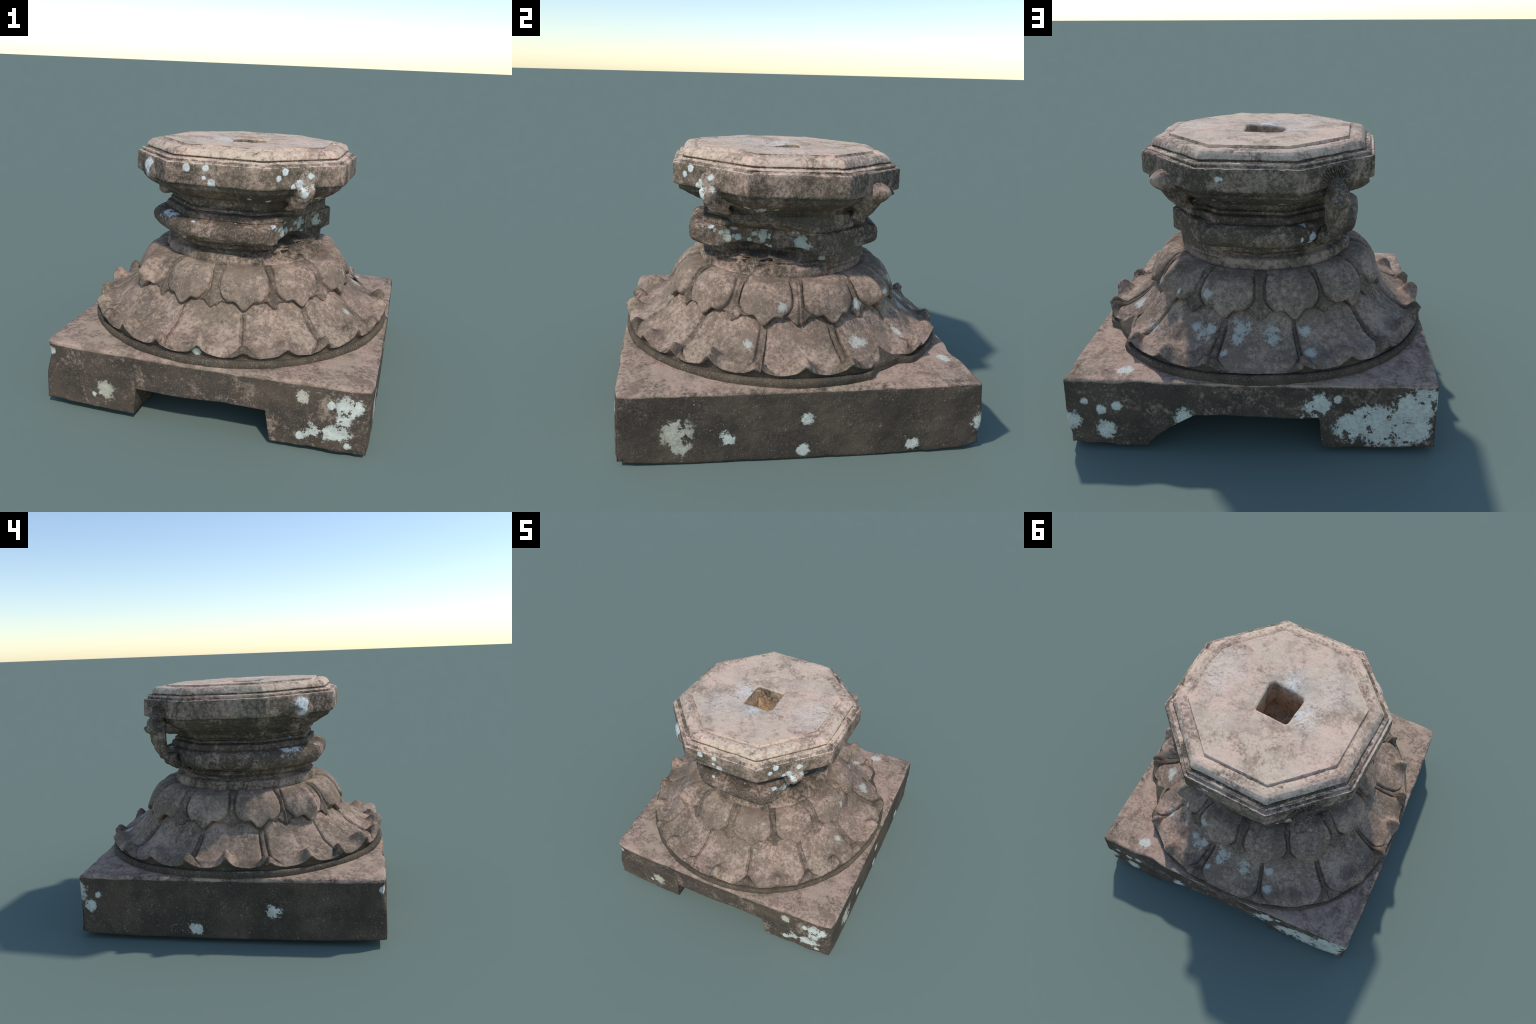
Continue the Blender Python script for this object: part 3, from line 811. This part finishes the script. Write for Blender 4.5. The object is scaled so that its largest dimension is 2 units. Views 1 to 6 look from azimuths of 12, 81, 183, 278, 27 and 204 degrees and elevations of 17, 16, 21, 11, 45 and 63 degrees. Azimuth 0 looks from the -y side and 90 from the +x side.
    pull = 1 - worn * np.clip(0.16 + 0.32 * fbm(P, 9, 2, 15), 0.02, 0.34) * smooth(z, 0.84, 0.90)
    P[:, 0] *= pull
    P[:, 1] *= pull
    side = smooth(-np.abs(wrap(az + 165)), -34, -30) * (tag == "collar")
    P[:, :2] *= (1 + 0.028 * side)[:, None]
    # mouldings of the slab: the two ledges have weathered into one on the front and right, and all are uneven
    az = np.degrees(np.arctan2(P[:, 1], P[:, 0]))
    ledge = (tag == "moulding") & (row_a > 0.5995)
    one = smooth(-np.abs(wrap(az + 36)), -92, -70)
    flat_z = 1.4775 - 0.020 * np.clip((row_a - 0.60) / 0.046, 0, 1) ** 2 - 0.018 * P[:, 1]
    P[ledge, 2] += ((flat_z - P[:, 2]) * 0.85 * one)[ledge]
    uneven = (tag == "moulding") & (row_a > 0.51)
    P[uneven, 2] += 0.006 * fbm(P[uneven], 7, 3, 31) + 0.003 * fbm(P[uneven], 25, 2, 32)
    Q = ring_quads(rows, n)
    nrm = vertex_normals(P, Q)
    if nrm[(tag == "capital")][:, 2].mean() * 0 + (nrm[tag == "capital"] * P[tag == "capital"])[:, :2].sum() < 0:
        Q = Q[:, ::-1]
        nrm = -nrm
    rough = 0.0045 * fbm(P, 6, 3, 16) + 0.0028 * fbm(P, 22, 3, 17) + 0.0010 * fbm(P, 70, 2, 18)
    edge_chips = 0.014 * np.clip(fbm(P, 8, 3, 19) - 0.22, 0, 1)
    near_edge = np.exp(-((P[:, 2] + 0.02 * P[:, 1] - 1.47) / 0.02) ** 2) + np.exp(-((P[:, 2] + 0.02 * P[:, 1] - 1.34) / 0.012) ** 2)
    amp = np.where(tag == "torus_moulding", 1.5, 1.0)
    P = P + nrm * (rough * amp - edge_chips * near_edge)[:, None]
    nrm = vertex_normals(P, Q)
    M_SLAB = stone("top_stone", 0.16, stained=-0.03, dark=(0.31, 0.215, 0.155), light=PALE_PINK, mid=PALE_TAN, pale=0.9, specks=0.3, patches=SLAB_BLOOM, patch_colour=(0.84, 0.76, 0.63), eat=5.0, alpha=0.5)
    M_BAND = stone("band_stone", 0.50, patches=snap(BAND_LICHEN, P), specks=0.6, patch_colour=(0.80, 0.82, 0.77))
    M_COVE = stone("dark_olive_stone", 0.66, patches=snap(COVE_LICHEN, P), specks=0.4, spots=0.05)
    scatter = [(0.40 + 0.02 * random.gauss(0, 1), -0.20 + 0.13 * random.gauss(0, 1), 1.085 + 0.04 * random.gauss(0, 1), random.uniform(0.005, 0.013)) for _ in range(30)]
    M_TORUS = stone("moulded_stone", 0.62, patches=snap(TORUS_LICHEN + scatter, P), specks=0.6, spots=0.05, patch_colour=(0.55, 0.585, 0.49), alpha=0.85, eat=1.6)
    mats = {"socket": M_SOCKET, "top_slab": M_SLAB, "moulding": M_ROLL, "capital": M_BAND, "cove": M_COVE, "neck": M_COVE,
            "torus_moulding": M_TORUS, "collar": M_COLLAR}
    qtag = np.repeat(tags[1:], n)
    made = {}
    capital = add_object("capital", submesh("capital", P, nrm, Q[qtag == "capital"]), thing, M_BAND)
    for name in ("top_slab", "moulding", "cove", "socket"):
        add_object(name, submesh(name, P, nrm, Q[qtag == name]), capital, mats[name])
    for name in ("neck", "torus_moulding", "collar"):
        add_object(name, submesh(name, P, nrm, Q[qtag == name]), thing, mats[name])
    # close the middle of the socket floor
    me = bpy.data.meshes.new("socket_floor")
    ring = P[:n]
    me.from_pydata([tuple(p) for p in ring], [], [tuple(range(n))])
    add_object("socket_floor", me, capital, M_SOCKET)
    return capital


capital = build_shaft()

# ------------------------------------------------------------------ animal brackets at the four diagonals


def lumps(name, frame, parts, material, parent, voxel=0.007, rough=0.004, relax=4):
    """Union of ellipsoids and tapered bars given in (out, along, up), remeshed to one carved lump."""
    ang = math.radians(frame)
    o = Vector((math.cos(ang), math.sin(ang), 0))
    t = Vector((-math.sin(ang), math.cos(ang), 0))
    up = Vector((0, 0, 1))
    bm = bmesh.new()

    def place(c):
        return o * c[0] + t * c[1] + up * c[2]

    for part in parts:
        if part[0] == "ball":
            _, c, r, tilt = part
            made = bmesh.ops.create_icosphere(bm, subdivisions=4, radius=1)
            ca, sa = math.cos(math.radians(tilt)), math.sin(math.radians(tilt))
            for v in made["verts"]:
                q = (v.co.x * r[0], v.co.y * r[1], v.co.z * r[2])
                v.co = place((c[0] + q[0] * ca - q[2] * sa, c[1] + q[1], c[2] + q[0] * sa + q[2] * ca))
        else:
            kind, sections = part  # loft through (out, along, up, half_out, half_along) sections, superellipse outline
            rings = []
            for (a, b, c, ho, ha) in sections:
                ring = []
                for i in range(24):
                    x = i * TAU / 24
                    cx, sx = math.cos(x), math.sin(x)
                    u, w = math.copysign(abs(cx) ** 0.7, cx), math.copysign(abs(sx) ** 0.7, sx)
                    ring.append(bm.verts.new(place((a + ho * u, b + ha * w, c) if kind == "bar" else (a, b + ho * u, c + ha * w))))
                rings.append(ring)
            for r0, r1 in zip(rings[:-1], rings[1:]):
                for i in range(24):
                    bm.faces.new((r0[i], r0[(i + 1) % 24], r1[(i + 1) % 24], r1[i]))
            bm.faces.new(rings[0])
            bm.faces.new(rings[-1][::-1])
    bmesh.ops.recalc_face_normals(bm, faces=bm.faces)
    me = bpy.data.meshes.new(name)
    bm.to_mesh(me)
    bm.free()
    ob = bpy.data.objects.new(name, me)
    bpy.context.scene.collection.objects.link(ob)
    rm = ob.modifiers.new("union", "REMESH")
    rm.mode = "VOXEL"
    rm.voxel_size = voxel
    sm = ob.modifiers.new("soften", "SMOOTH")
    sm.factor = 0.5
    sm.iterations = relax
    graph = bpy.context.evaluated_depsgraph_get()
    fin = bpy.data.meshes.new_from_object(ob.evaluated_get(graph))
    bpy.data.objects.remove(ob)
    bpy.data.meshes.remove(me)
    n = len(fin.vertices)
    v = np.empty(n * 3, np.float32)
    fin.vertices.foreach_get("co", v)
    v = v.reshape(-1, 3).astype(float)
    nn = np.empty(n * 3, np.float32)
    fin.vertices.foreach_get("normal", nn)
    v += nn.reshape(-1, 3) * (rough * fbm(v, 16, 3, frame) + 0.4 * rough * fbm(v, 50, 2, frame + 3))[:, None]
    fin.vertices.foreach_set("co", v.astype(np.float32).ravel())
    fin.polygons.foreach_set("use_smooth", np.ones(len(fin.polygons), bool))
    fin.name = name
    return add_object(name, fin, parent, material)


def mane(frame, along, up, rings, parent, height=0.006, span=(0, 180), face=0.651):
    """Sunburst of short flutes carved on the band above a head."""
    ang = math.radians(frame)
    o = Vector((math.cos(ang), math.sin(ang), 0))
    t = Vector((-math.sin(ang), math.cos(ang), 0))
    bm = bmesh.new()
    for r0, r1, count in rings:
        for i in range(count):
            a = math.radians(span[0] + (span[1] - span[0]) * (i + 0.5) / count + random.uniform(-2, 2))
            rm, half = (r0 + r1) / 2, (r1 - r0) / 2
            wide = 0.36 * rm * math.radians(span[1] - span[0]) / count
            made = bmesh.ops.create_icosphere(bm, subdivisions=2, radius=1)
            for v in made["verts"]:
                x, y, z = v.co.x * half, v.co.y * wide, v.co.z * height
                px, py = along + math.cos(a) * (rm + x) - math.sin(a) * y, up + math.sin(a) * (rm + x) + math.cos(a) * y
                v.co = o * (face + z) + t * px + Vector((0, 0, py))
    for f in bm.faces:
        f.smooth = True
    me = bpy.data.meshes.new("mane")
    bm.to_mesh(me)
    bm.free()
    return add_object("mane", me, parent, M_MANE, "stuff")


CORBEL = ("ball", (0.555, 0.0, 1.285), (0.095, 0.070, 0.055), -35)
# back left: complete animal, head hanging from the band, body as a free strut down to the torus
ob = lumps("animal_bracket", 131, [
    ("bar", [(0.610, -0.03, 1.385, 0.045, 0.036), (0.650, -0.03, 1.350, 0.050, 0.052), (0.690, -0.032, 1.305, 0.050, 0.056), (0.705, -0.033, 1.265, 0.042, 0.05)]),
    ("bar", [(0.695, -0.036, 1.280, 0.030, 0.060), (0.714, -0.036, 1.262, 0.040, 0.080), (0.710, -0.036, 1.236, 0.034, 0.074), (0.694, -0.036, 1.220, 0.026, 0.055)]),
    ("bar", [(0.655, -0.030, 1.310, 0.030, 0.045), (0.674, -0.030, 1.245, 0.040, 0.078), (0.674, -0.025, 1.180, 0.038, 0.076), (0.664, -0.018, 1.120, 0.034, 0.066),
             (0.650, -0.010, 1.085, 0.030, 0.046), (0.625, -0.005, 1.050, 0.045, 0.055)]),
    ("bar", [(0.590, 0.0, 1.085, 0.03, 0.05), (0.605, -0.005, 1.060, 0.040, 0.070), (0.585, 0.0, 1.020, 0.045, 0.075), (0.545, 0.0, 0.99, 0.045, 0.065), (0.50, 0, 0.965, 0.03, 0.05)]),
    CORBEL,
], M_BRACKET, thing, rough=0.010, relax=2)
mane(131, -0.03, 1.335, ((0.036, 0.066, 13), (0.066, 0.112, 16)), ob, 0.010, face=0.660)
# front right: blunt broken muzzle, body lost
ob = lumps("animal_bracket", -47, [
    ("bar", [(0.600, 0.0, 1.352, 0.05, 0.050), (0.632, 0.0, 1.344, 0.055, 0.062), (0.638, 0.0, 1.318, 0.05, 0.060), (0.610, 0.0, 1.275, 0.05, 0.055), (0.565, 0.0, 1.225, 0.05, 0.045), (0.50, 0.0, 1.195, 0.03, 0.035)]),
    ("ball", (0.640, -0.035, 1.335), (0.045, 0.020, 0.018), 0), ("ball", (0.640, 0.036, 1.325), (0.045, 0.018, 0.020), 10),
    ("ball", (0.636, 0.0, 1.385), (0.032, 0.095, 0.060), 0),
    ("ball", (0.640, -0.070, 1.415), (0.012, 0.030, 0.022), 0), ("ball", (0.640, 0.010, 1.440), (0.010, 0.040, 0.012), 0),
    ("ball", (0.640, 0.075, 1.400), (0.012, 0.022, 0.030), 0), ("ball", (0.640, -0.015, 1.392), (0.012, 0.022, 0.024), 0),
    CORBEL,
], M_MUZZLE, thing, rough=0.010)
# back right: worn cone of a snout
ob = lumps("animal_bracket", 42, [
    ("spike", [(0.600, 0.0, 1.338, 0.090, 0.072), (0.650, 0.0, 1.336, 0.080, 0.064), (0.700, 0.0, 1.336, 0.062, 0.050), (0.730, 0.0, 1.340, 0.042, 0.032), (0.752, 0.0, 1.342, 0.020, 0.014)]),
    ("bar", [(0.640, 0.0, 1.320, 0.06, 0.060), (0.625, 0.0, 1.270, 0.055, 0.060), (0.590, 0.0, 1.215, 0.05, 0.055), (0.560, 0.0, 1.18, 0.04, 0.045), (0.52, 0, 1.165, 0.03, 0.03)]),
    CORBEL,
], M_BRACKET, thing)
mane(42, 0.0, 1.350, ((0.060, 0.095, 13),), ob, 0.005, face=0.654)
# front left: low broken stump under a white scar
ob = lumps("animal_bracket", -139, [
    ("bar", [(0.620, 0.0, 1.430, 0.030, 0.030), (0.640, 0.0, 1.412, 0.034, 0.046), (0.642, 0.0, 1.375, 0.030, 0.050), (0.620, 0.0, 1.335, 0.03, 0.045), (0.58, 0.0, 1.30, 0.03, 0.04)]),
    ("ball", (0.650, 0.0, 1.385), (0.046, 0.110, 0.072), 0),
    ("ball", (0.550, 0.0, 1.285), (0.070, 0.065, 0.045), -35),
], M_STUMP, thing, rough=0.008)
